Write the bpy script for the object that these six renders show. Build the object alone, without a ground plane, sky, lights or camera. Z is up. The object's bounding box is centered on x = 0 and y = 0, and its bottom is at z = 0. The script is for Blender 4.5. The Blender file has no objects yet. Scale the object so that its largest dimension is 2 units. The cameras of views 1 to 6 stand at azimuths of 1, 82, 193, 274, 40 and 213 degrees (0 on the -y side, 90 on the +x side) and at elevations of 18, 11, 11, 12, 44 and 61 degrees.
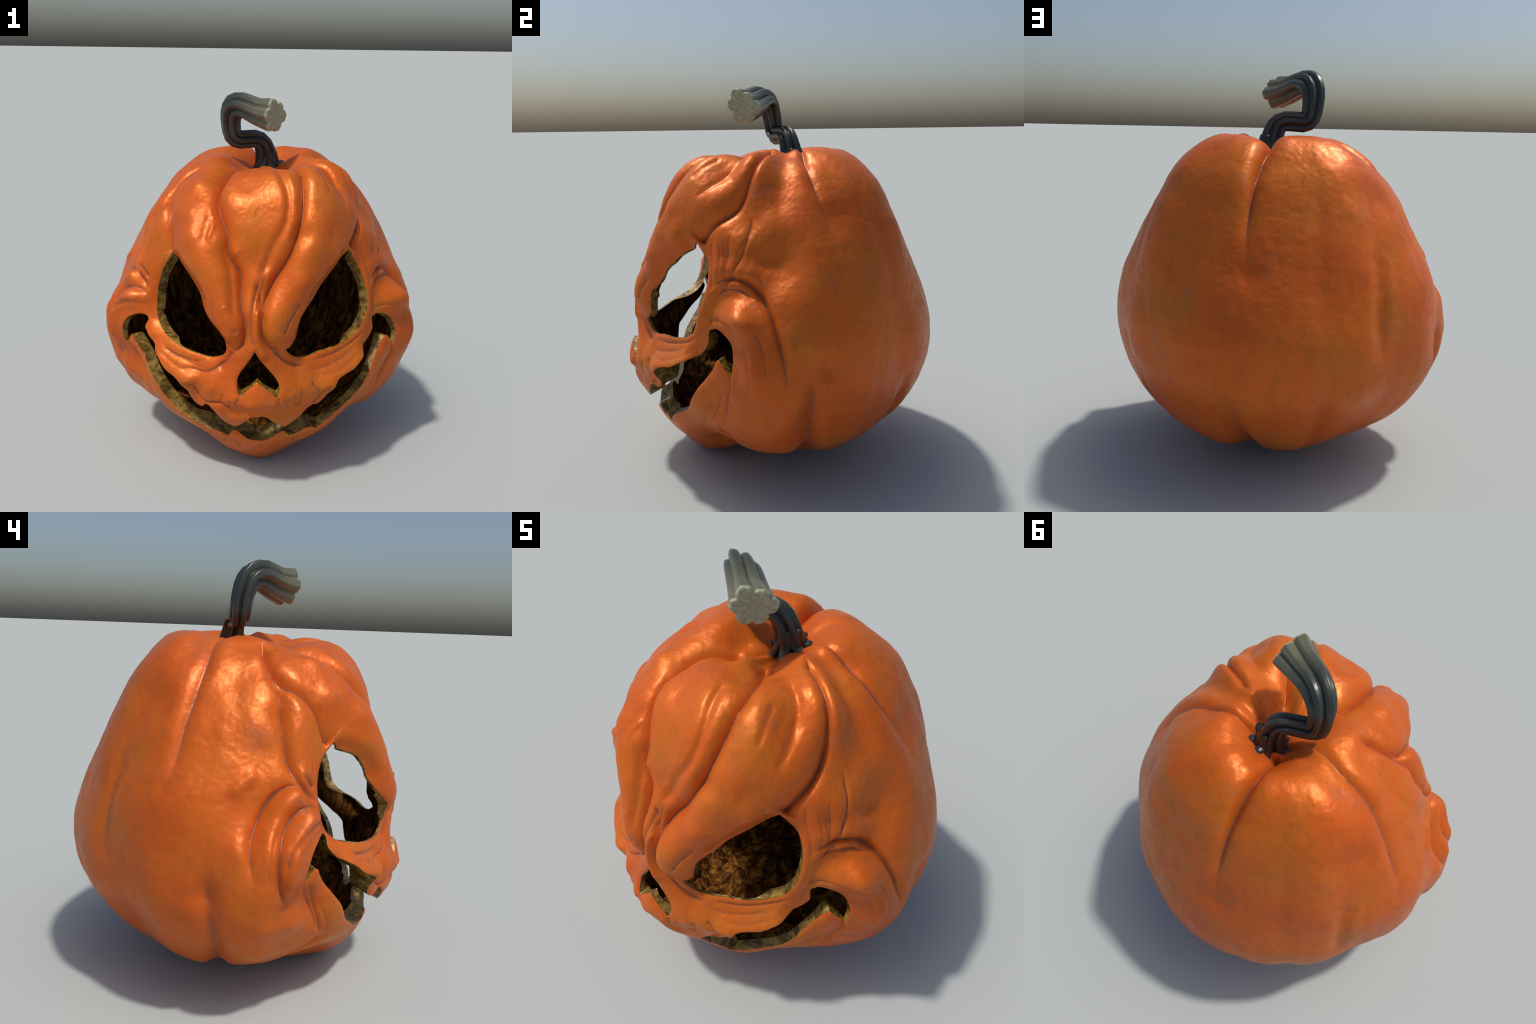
"""A carved, scowling pumpkin lantern with a hooked, ribbed stem.

The shell is a loft of meridian profiles around a vertical axis.  Lobes, seams, folds and bumps
are strokes that push that surface in or out; eyes, nose and mouth are outlines (azimuth,
elevation) cut through the shell, which then gets a rind, a cut wall and a fibrous lining.
"""
import bpy
import math
import numpy as np

np.random.seed(7)

# ----------------------------------------------------------------------------------------------
# 1. BODY LOFT
# ----------------------------------------------------------------------------------------------
CENTRE = np.array([0.0, 0.06, 0.75])      # every meridian profile is measured from here

# The pumpkin as a loft: one meridian profile per 15 degrees of azimuth
# (0 = face side, 90 = its left-hand cheek seen on the right).  Each profile lists the distance
# from CENTRE at elevations -90, -75 ... 90 degrees.
MERIDIANS = {
    -180: (0.625, 0.685, 0.712, 0.737, 0.763, 0.778, 0.763, 0.735, 0.731, 0.784, 0.893, 0.942, 0.785),
    -165: (0.625, 0.696, 0.729, 0.746, 0.754, 0.774, 0.768, 0.740, 0.734, 0.783, 0.878, 0.958, 0.785),
    -150: (0.625, 0.709, 0.737, 0.762, 0.762, 0.780, 0.767, 0.742, 0.757, 0.805, 0.891, 0.951, 0.785),
    -135: (0.625, 0.723, 0.736, 0.743, 0.758, 0.788, 0.776, 0.762, 0.788, 0.842, 0.929, 0.946, 0.785),
    -120: (0.625, 0.730, 0.737, 0.746, 0.751, 0.784, 0.778, 0.792, 0.797, 0.855, 0.951, 0.941, 0.785),
    -105: (0.625, 0.722, 0.741, 0.781, 0.822, 0.841, 0.830, 0.834, 0.833, 0.888, 0.933, 0.927, 0.785),
    -90: (0.625, 0.715, 0.737, 0.801, 0.850, 0.878, 0.852, 0.846, 0.832, 0.866, 0.938, 0.938, 0.785),
    -75: (0.625, 0.717, 0.739, 0.801, 0.880, 0.914, 0.915, 0.827, 0.852, 0.886, 0.916, 0.939, 0.785),
    -60: (0.625, 0.735, 0.756, 0.806, 0.854, 0.816, 0.868, 0.847, 0.855, 0.920, 0.944, 0.931, 0.785),
    -45: (0.625, 0.698, 0.776, 0.793, 0.855, 0.842, 0.781, 0.711, 0.791, 0.910, 0.945, 0.905, 0.785),
    -30: (0.625, 0.694, 0.799, 0.824, 0.865, 0.817, 0.787, 0.755, 0.873, 0.936, 0.951, 0.888, 0.785),
    -15: (0.625, 0.671, 0.836, 0.891, 0.876, 0.880, 0.799, 0.844, 0.888, 0.947, 1.005, 0.855, 0.785),
    0: (0.625, 0.651, 0.896, 0.908, 0.898, 0.925, 0.858, 0.889, 0.843, 0.943, 1.010, 0.877, 0.785),
    15: (0.625, 0.651, 0.859, 0.876, 0.880, 0.869, 0.791, 0.817, 0.884, 0.987, 1.019, 0.846, 0.785),
    30: (0.625, 0.685, 0.794, 0.835, 0.868, 0.816, 0.782, 0.817, 0.855, 0.964, 1.026, 0.860, 0.785),
    45: (0.625, 0.691, 0.752, 0.755, 0.827, 0.842, 0.769, 0.817, 0.813, 0.959, 0.946, 0.916, 0.785),
    60: (0.625, 0.734, 0.751, 0.799, 0.860, 0.847, 0.835, 0.758, 0.895, 0.877, 1.021, 0.952, 0.785),
    75: (0.625, 0.720, 0.747, 0.801, 0.881, 0.913, 0.897, 0.866, 0.802, 0.864, 0.912, 0.936, 0.785),
    90: (0.625, 0.722, 0.741, 0.793, 0.858, 0.861, 0.871, 0.839, 0.843, 0.878, 0.959, 0.982, 0.785),
    105: (0.625, 0.728, 0.752, 0.789, 0.826, 0.832, 0.831, 0.822, 0.814, 0.855, 0.933, 0.960, 0.785),
    120: (0.625, 0.731, 0.762, 0.769, 0.786, 0.784, 0.786, 0.775, 0.798, 0.854, 0.938, 0.950, 0.785),
    135: (0.625, 0.721, 0.755, 0.765, 0.777, 0.779, 0.781, 0.756, 0.787, 0.857, 0.935, 0.941, 0.785),
    150: (0.625, 0.702, 0.739, 0.755, 0.773, 0.775, 0.762, 0.745, 0.753, 0.808, 0.904, 0.947, 0.785),
    165: (0.625, 0.683, 0.720, 0.760, 0.769, 0.783, 0.765, 0.738, 0.735, 0.786, 0.893, 0.937, 0.785),
}
_TABLE = np.array([MERIDIANS[a] for a in range(-180, 180, 15)])


def _catmull(p0, p1, p2, p3, t):
    return 0.5 * (2 * p1 + (p2 - p0) * t + (2 * p0 - 5 * p1 + 4 * p2 - p3) * t ** 2
                  + (3 * p1 - p0 - 3 * p2 + p3) * t ** 3)


def base_radius(az, el):
    """Loft the meridian profiles: smooth in elevation, smooth and periodic in azimuth."""
    az = np.asarray(az, float)
    el = np.asarray(el, float)
    a = ((az + 180.0) % 360.0) / 15.0
    ia = np.floor(a).astype(int)
    ta = a - ia
    e = np.clip((el + 90.0) / 15.0, 0, 11.9999)
    ie = np.floor(e).astype(int)
    te = e - ie

    def column(k):
        row = _TABLE[(ia + k) % 24]
        idx = np.arange(len(row))
        opposite = _TABLE[(ia + k + 12) % 24]
        lo = np.where(ie > 0, row[idx, np.maximum(ie - 1, 0)], opposite[idx, 1])
        hi = np.where(ie < 11, row[idx, np.minimum(ie + 2, 12)], opposite[idx, 11])
        return _catmull(lo, row[idx, ie], row[idx, ie + 1], hi, te)

    return _catmull(column(-1), column(0), column(1), column(2), ta)


def directions(az, el):
    a, e = np.radians(az), np.radians(el)
    return np.stack([np.cos(e) * np.sin(a), -np.cos(e) * np.cos(a), np.sin(e)], -1)


# ----------------------------------------------------------------------------------------------
# 2. RELIEF: seams, folds, ridges (strokes) and bumps, all given as (azimuth, elevation) points
# ----------------------------------------------------------------------------------------------
STROKES = []
BUMPS = []


def stroke(depth, width, text, profile="seam", side=0, fade=(0.15, 0.15), taper=None):
    """depth < 0 presses in, > 0 raises.  profile: 'seam' = sharp valley between puffy lobes,
    'soft' = rounded.  side = +1 / -1 acts only left / right of the walking direction."""
    pts = np.array([[float(v) for v in p.split(",")] for p in text.split()])
    STROKES.append((depth, width, pts, profile, side, fade, taper))


def bump(height, radius, az, el):
    BUMPS.append((height, radius, az, el))


# --- seams between the big lobes of the brow -----------------------------------------------
stroke(-0.066, 0.036, "-20,78 -30,70 -29,64 -25.5,58.5 -24.2,55.4 -22.2,51.8 -19.5,48.1 -16,44 -14.1,40.8 "
       "-13.2,36.9 -11,33.8 -8.1,30.4 -7.4,27 -7.1,21.6 -6.4,17.5 -5.3,14.1 -5.1,11.2 -5.2,8.3 -6,5.7 -8.4,3.4 -10.5,1.5",
       fade=(0.05, 0.12))
stroke(-0.054, 0.032, "20,78 24,70 24,61 22.3,58 21.1,54.4 19,49.2 17.1,45 14.7,40.7 12.1,36.3 8.6,31.9 5.2,27.9 2.9,23.6 "
       "1.5,19.7 1,15.2 .8,11.7 1.6,8.4 3.1,5.6 5.3,3.8 7.6,2.3 10,1", fade=(0.05, 0.12))
stroke(-0.016, 0.022, "9.8,65.4 11,58.2 12.1,53.4 11.9,49.3 10.8,45.5 8.8,42.3 5.7,39.1 3.5,35.5 1.5,31.5 -1.3,26.9", "soft")
stroke(-0.016, 0.014, "0,29 -1.2,25 -2,21 -2.7,17.4 -3,13 -2.9,9.6 -2.2,7 -1.4,4.6")
stroke(0.014, 0.022, "-.2,20 -.9,14 -.6,9 .9,5 3,1", "soft")
stroke(-0.006, 0.020, "-24.2,49 -23.2,44.5 -22.9,40 -22.4,35.5", "soft", fade=(.3, .3))
stroke(0.005, 0.012, "-20,45.5 -20.3,42 -21,37.5", "soft", fade=(.3, .3))
stroke(-0.012, 0.016, "-15.2,37.4 -13.7,34.1 -11.8,30.9 -10.8,27 -10.1,23.5 -9.4,18.8 -7.8,14.1", "soft")
stroke(-0.050, 0.034, "-63,57 -60,51.5 -53,47.5 -49,43.6 -46.3,39.2 -44.2,35.5 -42.6,34", fade=(.25, .05))
stroke(-0.062, 0.036, "61,76 61.2,67 61.1,61.9 59.5,56 57,50.2 53,45.2 46.5,40 43.2,37.2 41.2,35.6", fade=(.15, .03))
stroke(-0.009, 0.020, "44.1,68.7 47.8,61.7 45.2,55.5 42.2,50.5 38.2,45.4", "soft")
stroke(-0.006, 0.016, "36.8,61.2 34.6,56.6 32.3,50.4", "soft")
stroke(-0.014, 0.014, "15,21 11.9,16.9 9.9,14 7.9,9.3")
# the two brow rolls stand out as thick folds and roll under at the eye
stroke(0.022, 0.075, "40,64 35,55 28.5,45 20.5,34.5 14,26 9.5,17 8,9 8.5,5", "soft", fade=(.3, .08))
stroke(0.022, 0.075, "-42,62 -38,54 -33,45 -25,35.5 -17.5,26 -12,16 -9.5,8 -9.5,5", "soft", fade=(.3, .08))
stroke(-0.030, 0.030, "40,36 34.8,33 30.4,30.4 26,27 22.4,24 19,20 16.4,16.5 14.6,13.5", "soft", fade=(.1, .3))
stroke(-0.030, 0.030, "-41,34 -34.5,31 -29.5,28 -26,25.5 -23.5,22.5 -21.8,19.5 -20,15", "soft", fade=(.1, .3))
# --- temples -----------------------------------------------------------------------------------
stroke(-0.014, 0.014, "63.5,46 63.5,39 62.5,34.5 60.8,30 58,25 55.3,21.5 52.3,17.8")
stroke(-0.007, 0.012, "56.5,38 56.5,33 56.5,29.5 55.8,25")
stroke(-0.007, 0.012, "48.6,38 48.8,33 49.9,28 50.6,23.5 50.4,20")
stroke(-0.050, 0.036, "-60,70 -62.5,64 -63.6,58 -62.9,52.7 -62.6,47 -64,41 -64,34 -63.2,28 -61.3,23.5 -57.8,20.2 -52,16.4",
       fade=(.12, .12))
# --- cheeks: folds that wrap round the mouth corners ------------------------------------------
stroke(-0.045, 0.026, "50,20.5 53,23.8 58.5,25.6 64.7,24.4 69.8,20.6 73.1,15.4 75.4,9.8 76.8,5.2 77.9,.5 78.8,-4 78.7,-9.5",
       fade=(.2, .3))
stroke(-0.014, 0.012, "53.5,21 57.7,22.2 63.3,21.8 68,19", fade=(.3, .3))
stroke(-0.010, 0.012, "49.9,11.1 54,11.6 59.3,10.8 64.2,7.8", fade=(.25, .25))
stroke(-0.040, 0.026, "-57,19 -60.1,21 -63.8,22.3 -68.5,20.6 -72,17.1 -75.2,11.4 -77.1,5.9 -77.1,.6 -76.3,-4.9", fade=(.2, .3))
stroke(-0.034, 0.022, "-51.5,15 -55,16 -58.4,16.2 -62.6,15 -66.2,11.6 -69.1,5.8 -69.8,.3 -68.8,-6 -64,-15", fade=(.15, .3))
stroke(-0.010, 0.014, "-69,-1 -66.5,4 -62.1,8.3 -57.7,10.6 -54.3,11.2 -51,10.4", "soft")
stroke(-0.022, 0.014, "-60,25.6 -57.1,23.8 -53.3,21", fade=(.3, .3))
stroke(0.016, 0.030, "-73.6,27.6 -78.6,23.2 -83.4,18.8", "soft", fade=(.3, .3))
stroke(-0.020, 0.075, "52,32 60,33 69,32", "soft", fade=(.3, .3))
# fat rolls that overhang the ends of the mouth
stroke(0.036, 0.060, "52,15.5 58,16 63.5,13.5 67,8 69,2 69.3,-5 68,-14", "soft", fade=(.25, .3))
stroke(0.032, 0.045, "-50,12 -55,12.5 -60.5,11 -64.5,6.5 -66,1 -66.2,-5 -65,-13", "soft", fade=(.2, .3))
stroke(0.016, 0.035, "-58,19.5 -63.5,19 -68,15.5 -71,10.5 -72.8,4 -72.8,-4", "soft", fade=(.25, .3))
# --- ribs of the pumpkin's sides and back ------------------------------------------------------
stroke(-0.100, 0.040, "-150,86 -168,80 -174,74 -177,68 -178.8,60 -179.4,52 -179.6,44 -179,36 -178,25", fade=(.05, .7))
stroke(-0.045, 0.050, "176,-8 177,-25 178,-38 178,-50 178,-62 178,-75", "soft", fade=(.5, .3))
stroke(-0.050, 0.046, "110,85 96,78 92.5,70 92,62 94,52 97,44 99,33 100,24", fade=(.08, .7))
stroke(-0.034, 0.042, "-80,82 -88,76 -95,69 -95.5,60 -97.5,50 -99.4,40 -100.8,28 -104,15", fade=(.15, .35))
stroke(-0.026, 0.050, "128,-5 130,-20 132,-35 134,-50 135,-65", "soft", fade=(.4, .3))
stroke(-0.026, 0.050, "-147,0 -148,-15 -148,-30 -146,-45 -145,-60", "soft", fade=(.4, .3))
stroke(-0.020, 0.040, "-122,35 -126,20 -128,5 -127,-10", "soft", fade=(.4, .4))
stroke(-0.040, 0.042, "-89.5,4 -88,-5 -87,-16 -86,-30 -86,-45 -86,-60", "soft", fade=(.4, .2))
stroke(-0.050, 0.048, "90,8 90,0 87,-7 86.2,-16 86,-30 86,-45 86,-60", "soft", fade=(.4, .2))
# faint secondary ribs
for rib in ("-82,62 -80,50 -80,38 -82,26", "-118,60 -121,45 -124,30 -128,12", "-145,55 -148,40 -150,22 -150,5", "74,62 75,52 77,42 80,30",
            "118,62 120,48 122,32 124,12", "146,56 150,40 152,22 152,4", "165,20 166,0 167,-20 168,-40", "-165,20 -167,0 -168,-20 -168,-40",
            "110,10 110,-10 110,-30 110,-48", "-110,0 -110,-15 -109,-32 -108,-50"):
    stroke(-0.005, 0.042, rib, "soft", fade=(.35, .35))
# --- jaw: the lower lip is set back behind the cheeks and the upper lip ------------------------
stroke(-0.020, 0.055, "61.5,-5.6 59.5,-1 57,3 54,2 51,-2 47,-6.5 42,-11 36,-15 30,-19 22,-24 12,-28.5 0,-25 -12,-28.5 -22,-24 -30,-19 "
       "-36,-15 -42,-11 -47,-6.5 -51,-2 -54,2 -57,3 -59.5,-1 -61.5,-6", "soft", side=+1, fade=(.03, .03))
stroke(-0.020, 0.030, "61.5,-4.5 61.7,-8 60.2,-12.1 58.8,-17.2 57.3,-22.5 55.5,-29", "seam", side=-1, fade=(.02, .5))
stroke(-0.020, 0.030, "-61.5,-4.5 -61,-8 -58.5,-13 -54.5,-19.3 -51.5,-25 -48.2,-29.6", "seam", side=+1, fade=(.02, .5))
stroke(-0.026, 0.030, "-45,-27 -49,-30 -53.5,-33 -57,-38 -60,-46", "seam", fade=(.25, .3))
stroke(-0.026, 0.030, "52,-26 54.5,-30 56,-36 60,-46", "seam", fade=(.25, .3))
stroke(-0.050, 0.050, "60,-44 56,-52 45,-60 20,-66 0,-67 -20,-66 -45,-60 -56,-52 -60,-44", "soft", fade=(.1, .1))
stroke(-0.010, 0.010, "-59.5,-4.5 -56.8,-9.5 -54.4,-15.3 -51.5,-21.4 -49,-27")
# --- under the eyes, round the nose and along the upper lip ------------------------------------
stroke(-0.022, 0.020, "4,4.4 6.5,2.1 9.7,-.9 13.9,-3.1 18,-3.5", fade=(.2, .3))
stroke(-0.010, 0.012, "18,-2.4 25.5,-1.5 31.8,-.6 40.2,1.6 46.4,5.2", fade=(.2, .2))
stroke(-0.016, 0.014, "-30.5,-6.6 -26.7,-6.2 -22.8,-6.2 -19.4,-6.1 -15.1,-4.1 -10.8,.1", fade=(.25, .2))
stroke(-0.010, 0.012, "-40,-1.4 -35.4,-2.6 -30.5,-3.2 -25.3,-3.7 -19,-3", fade=(.25, .25))
stroke(-0.012, 0.012, "-8.9,3.6 -11.4,-1 -14,-5")
stroke(-0.014, 0.012, "-28,-11 -24,-11.4 -22.4,-14.9 -19.6,-17.1 -15.2,-15.4 -12.5,-14.9 -10.1,-16.2 -7.3,-15.7", fade=(.15, .2))
stroke(-0.014, 0.012, "27,-10.5 22.9,-13.7 22.1,-15.8 19.2,-17.4", fade=(.2, .1))
stroke(-0.010, 0.010, "18.4,-8.6 20.9,-11.1 22.4,-14")
stroke(-0.010, 0.012, "15.3,-14 13.4,-15.4 11,-16", fade=(.3, .3))
stroke(-0.018, 0.036, "-13.5,-19 -9.3,-17.2 -4.9,-16 -.7,-15.8 4.3,-16 9.3,-17 14.5,-17.5", "soft", fade=(.2, .2))
stroke(-0.010, 0.010, "6.3,-11.4 6.9,-13.3 6,-14.6", fade=(.1, .4))
stroke(-0.010, 0.010, "-6.5,-11.4 -7.2,-13.3 -6.6,-14.6", fade=(.1, .4))
# the upper lip swells out below the lids
stroke(0.060, 0.065, "47,-2.5 43,-4.5 37,-7 32,-8.5 26,-10.5 20,-12", "soft", fade=(.25, .3))
stroke(0.052, 0.068, "-47,-2.5 -43,-4.8 -38,-7.5 -32,-9 -26,-11 -20,-12", "soft", fade=(.25, .3))
# --- chin wrinkles -----------------------------------------------------------------------------
for wrinkle in ("-10.5,-34 -8.1,-38 -5.7,-41", "-13.9,-34 -14.6,-39", "1.4,-36 1.9,-41", "7.8,-39 11.3,-37 14,-34.6",
                "15.2,-33.6 15.8,-39 13.9,-42", "-24,-35 -20,-37 -16,-38"):
    stroke(-0.008, 0.009, wrinkle, fade=(.3, .3))



def wrinkles(depth, width, text, shifts):
    """A family of fine folds: the same line repeated at small (azimuth, elevation) shifts, each a bit different."""
    pts = np.array([[float(v) for v in p.split(",")] for p in text.split()])
    for k, (da, de) in enumerate(shifts):
        wob = 0.35 * np.sin(np.arange(len(pts)) * 1.9 + 2.3 * k + len(text))
        line = pts + np.array([da, de]) + np.stack([wob, wob[::-1]], -1)
        STROKES.append((depth * (1 - 0.12 * k), width, line, "seam", 0, (0.3, 0.3), None))


for m in (1, -1):       # both halves of the face
    def both(text):
        return " ".join("%g,%g" % (m * float(p.split(",")[0]), float(p.split(",")[1])) for p in text.split())
    wrinkles(-0.0075, 0.009, both("15,-4.6 22,-5 29,-4.2 36,-2.2 42,.6"), ((0, 0), (m * 1.5, -1.9)))            # under the eye
    wrinkles(-0.0070, 0.009, both("44,3.4 47.5,7 49.6,11 50.6,15"), ((m * .9, 0), (m * 2.2, .6)))              # outer lid
    wrinkles(-0.0080, 0.010, both("-.5,27 -2,20 -3,13 -3.4,8"), ((m * 1.4, 1), (m * 3.0, 4)))                  # bridge
    wrinkles(-0.0075, 0.009, both("9,-11.5 9.6,-14 10,-17"), ((0, 0), (m * 2.6, 1), (m * 5.4, 2.5)))           # muzzle
    wrinkles(-0.0045, 0.010, both("51,39 53,33 54,27 53.5,23"), ((0, 0), (m * 2.6, -1)))                       # temple
    wrinkles(-0.0080, 0.011, both("66,12 69.5,6 71,0 71,-7"), ((m * 1.5, 1), (m * -2.5, -3)))                  # cheek roll
    wrinkles(-0.0075, 0.010, both("57,-9 53.5,-16 50.5,-22 48,-28"), ((m * 2.2, 1), (m * -3, -3)))             # beside the jaw
    wrinkles(-0.0060, 0.009, both("24,-33 18,-36.5 12,-37.5"), ((0, 0), (m * 3, -2.6)))                        # chin

bump(-0.040, 0.070, -42.0, 78.0)
bump(0.040, 0.070, 13.0, 73.0)
bump(0.040, 0.085, 63.0, 13.0)
bump(0.018, 0.050, -16.5, -10.0)
bump(0.012, 0.040, -8.2, -12.1)
bump(0.014, 0.045, 16.2, -9.1)
bump(0.012, 0.030, 12.3, -11.3)
bump(0.010, 0.030, 4.8, -13.0)
bump(0.010, 0.030, -2.6, -13.4)
bump(0.012, 0.030, -24.2, -8.6)
bump(0.006, 0.008, -11.8, 18.4)
bump(-0.008, 0.014, -8.2, 11.0)
bump(0.008, 0.020, -9.8, 36.0)

# broad swells and hollows of the lobes: height, reach, azimuth, elevation
for swell in ((0.05, 0.075, 63, 12), (0.015, 0.05, 58, -3), (0.015, 0.06, 63, -11), (-0.03, 0.07, 60, 30),
              (-0.025, 0.06, 69, 32), (0.012, 0.09, 76, 42), (0.035, 0.09, 43, 63), (0.015, 0.06, 31, 34),
              (0.020, 0.075, 0, 28), (-0.013, 0.06, 17, 40), (-0.01, 0.05, -12, 40), (-0.04, 0.1, -10, 58),
              (0.013, 0.06, 19, -12), (0.012, 0.05, 11, -8), (-0.013, 0.06, 53, -18), (-0.01, 0.06, 78, 14),
              (-0.02, 0.1, 94, 58), (-0.03, 0.08, 95, 67), (-0.012, 0.08, 102, 46), (-0.025, 0.06, 91, -2),
              (-0.01, 0.06, 74, -16), (-0.012, 0.07, 123, -7), (-0.01, 0.07, 137, 49), (-0.012, 0.06, -177, 26),
              (-0.020, 0.08, -65, 42), (-0.026, 0.10, -73, 31), (-0.012, 0.08, -112, 46), (-0.012, 0.06, -85, 53),
              (0.015, 0.06, -70, 61), (0.008, 0.07, -130, 44), (0.035, 0.07, -64, -17), (0.015, 0.07, -74, -28),
              (-0.025, 0.07, 86, 71), (0.02, 0.06, -39, 57), (0.016, 0.06, -42, 45), (0.018, 0.05, -62, 21),
              (0.013, 0.05, -80, 5), (-0.01, 0.06, -88, -7), (-0.01, 0.06, -49, -27)):
    bump(*swell)

# broad swells and hollows of the lobes: height, reach, azimuth, elevation
for swell in ((0.03, 0.055, 57, 12), (0.02, 0.055, 68, 11), (0.016, 0.045, 58, 0), (0.012, 0.06, 64, -19),
              (-0.013, 0.055, 55, 32), (0.014, 0.055, 30, 36), (-0.012, 0.05, 17, 41), (0.010, 0.075, 0, 30),
              (0.011, 0.05, 16, 26), (0.01, 0.04, 43, 2), (0.018, 0.06, 23, -11), (0.004, 0.06, 3, -13),
              (-0.01, 0.06, 43, 43), (-0.025, 0.07, 36, -47), (0.01, 0.07, 76, 60), (-0.011, 0.06, 86, 1),
              (-0.01, 0.08, -110, 43), (-0.018, 0.07, -23, 62),
              (0.018, 0.045, -60, 24), (0.015, 0.06, -70, 5), (-0.012, 0.06, -90, -8), (0.024, 0.065, -61, -20),
              (0.01, 0.04, -47, 1), (-0.01, 0.05, -36, 51), (0.011, 0.05, -30, 38), (0.012, 0.05, -16, 39),
              (0.016, 0.05, -59, 15), (0.014, 0.06, -71, -17), (0.014, 0.06, -18, -6), (0.01, 0.05, -27, -9),
              (-0.013, 0.05, -7, -29)):
    bump(*swell)


def resample(pts, step=1.0):
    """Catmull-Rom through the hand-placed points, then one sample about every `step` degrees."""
    p = np.vstack([2 * pts[0] - pts[1], pts, 2 * pts[-1] - pts[-2]])
    out = []
    for i in range(1, len(p) - 2):
        n = max(2, int(np.hypot(*(p[i + 1] - p[i])) / step) + 1)
        t = np.linspace(0, 1, n, endpoint=False)[:, None]
        out.append(_catmull(p[i - 1], p[i], p[i + 1], p[i + 2], t))
    out.append(pts[-1:])
    return np.vstack(out)


def relief(az, el, strokes=None, bumps=None):
    """Height of all strokes and bumps over the base loft, in metres, measured along the radius."""
    strokes = STROKES if strokes is None else strokes
    bumps = BUMPS if bumps is None else bumps
    base = CENTRE + directions(az, el) * base_radius(az, el)[:, None]
    height = np.zeros(len(az))
    for depth, width, pts, profile, side, fade, taper in strokes:
        line = resample(pts, 2.0)
        d3 = directions(line[:, 0], line[:, 1])
        line3 = CENTRE + d3 * base_radius(line[:, 0], line[:, 1])[:, None]
        reach = width * (5.0 if profile == "seam" else 2.6)
        lo, hi = line3.min(0) - reach, line3.max(0) + reach
        sel = np.nonzero(np.all((base > lo) & (base < hi), axis=1))[0]
        if not len(sel):
            continue
        q = base[sel]
        best = np.full(len(sel), 1e9)
        along = np.zeros(len(sel))
        sign = np.zeros(len(sel))
        seg = np.linalg.norm(np.diff(line3, axis=0), axis=1)
        cum = np.concatenate([[0], np.cumsum(seg)])
        for i in range(len(seg)):
            a, b = line3[i], line3[i + 1]
            ab = b - a
            t = np.clip(((q - a) @ ab) / (ab @ ab + 1e-12), 0, 1)
            off = q - (a + t[:, None] * ab)
            dist = np.linalg.norm(off, axis=1)
            m = dist < best
            best[m] = dist[m]
            along[m] = (cum[i] + t * seg[i])[m] / cum[-1]
            left = np.cross(d3[i], ab)
            sign[m] = np.sign(off @ left)[m]
        x = best / width
        if profile == "seam":
            h = np.exp(-np.sqrt(x * x + 0.0064) / 0.85)
            h *= np.clip((5.0 - x) / 1.5, 0, 1)
        else:
            h = np.exp(-x ** 2)
        if side:
            h *= np.clip(sign * side * best / 0.012, 0, 1)
        f = np.ones(len(sel))
        if fade[0] > 0:
            f = f * np.clip(along / fade[0], 0, 1)
        if fade[1] > 0:
            f = f * np.clip((1 - along) / fade[1], 0, 1)
        f = f * f * (3 - 2 * f)
        height[sel] += depth * h * f
    for h0, radius, a, e in bumps:
        c = CENTRE + directions(np.array([a]), np.array([e])) * base_radius(np.array([a]), np.array([e]))[:, None]
        d = np.linalg.norm(base - c, axis=1) / radius
        height += h0 * np.exp(-d ** 2)
    return height


def _hash(ix, iy, iz, seed):
    h = (ix * 374761393 + iy * 668265263 + iz * 2147483647 + seed * 974634777) & 0xFFFFFFFF
    h = ((h ^ (h >> 13)) * 1274126177) & 0xFFFFFFFF
    return ((h ^ (h >> 16)) & 0xFFFF) / 32767.5 - 1.0


def noise3(p, seed=0):
    """Smooth value noise in -1..1 on an (n, 3) array."""
    i = np.floor(p).astype(np.int64)
    f = p - i
    f = f * f * (3 - 2 * f)
    out = 0.0
    for dx in (0, 1):
        for dy in (0, 1):
            for dz in (0, 1):
                w = (f[:, 0] if dx else 1 - f[:, 0]) * (f[:, 1] if dy else 1 - f[:, 1]) * (f[:, 2] if dz else 1 - f[:, 2])
                out = out + w * _hash(i[:, 0] + dx, i[:, 1] + dy, i[:, 2] + dz, seed)
    return out


# ----------------------------------------------------------------------------------------------
# 3. CARVED OPENINGS (azimuth, elevation outlines; 's' = smooth run, 'p' = straight, pointed run)
# ----------------------------------------------------------------------------------------------
def outline(*runs):
    out = []
    for kind, text in runs:
        pts = np.array([[float(v) for v in p.split(",")] for p in text.split()])
        out.append(resample(pts, 0.7) if kind == "s" else pts)
    return np.vstack(out)


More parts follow.
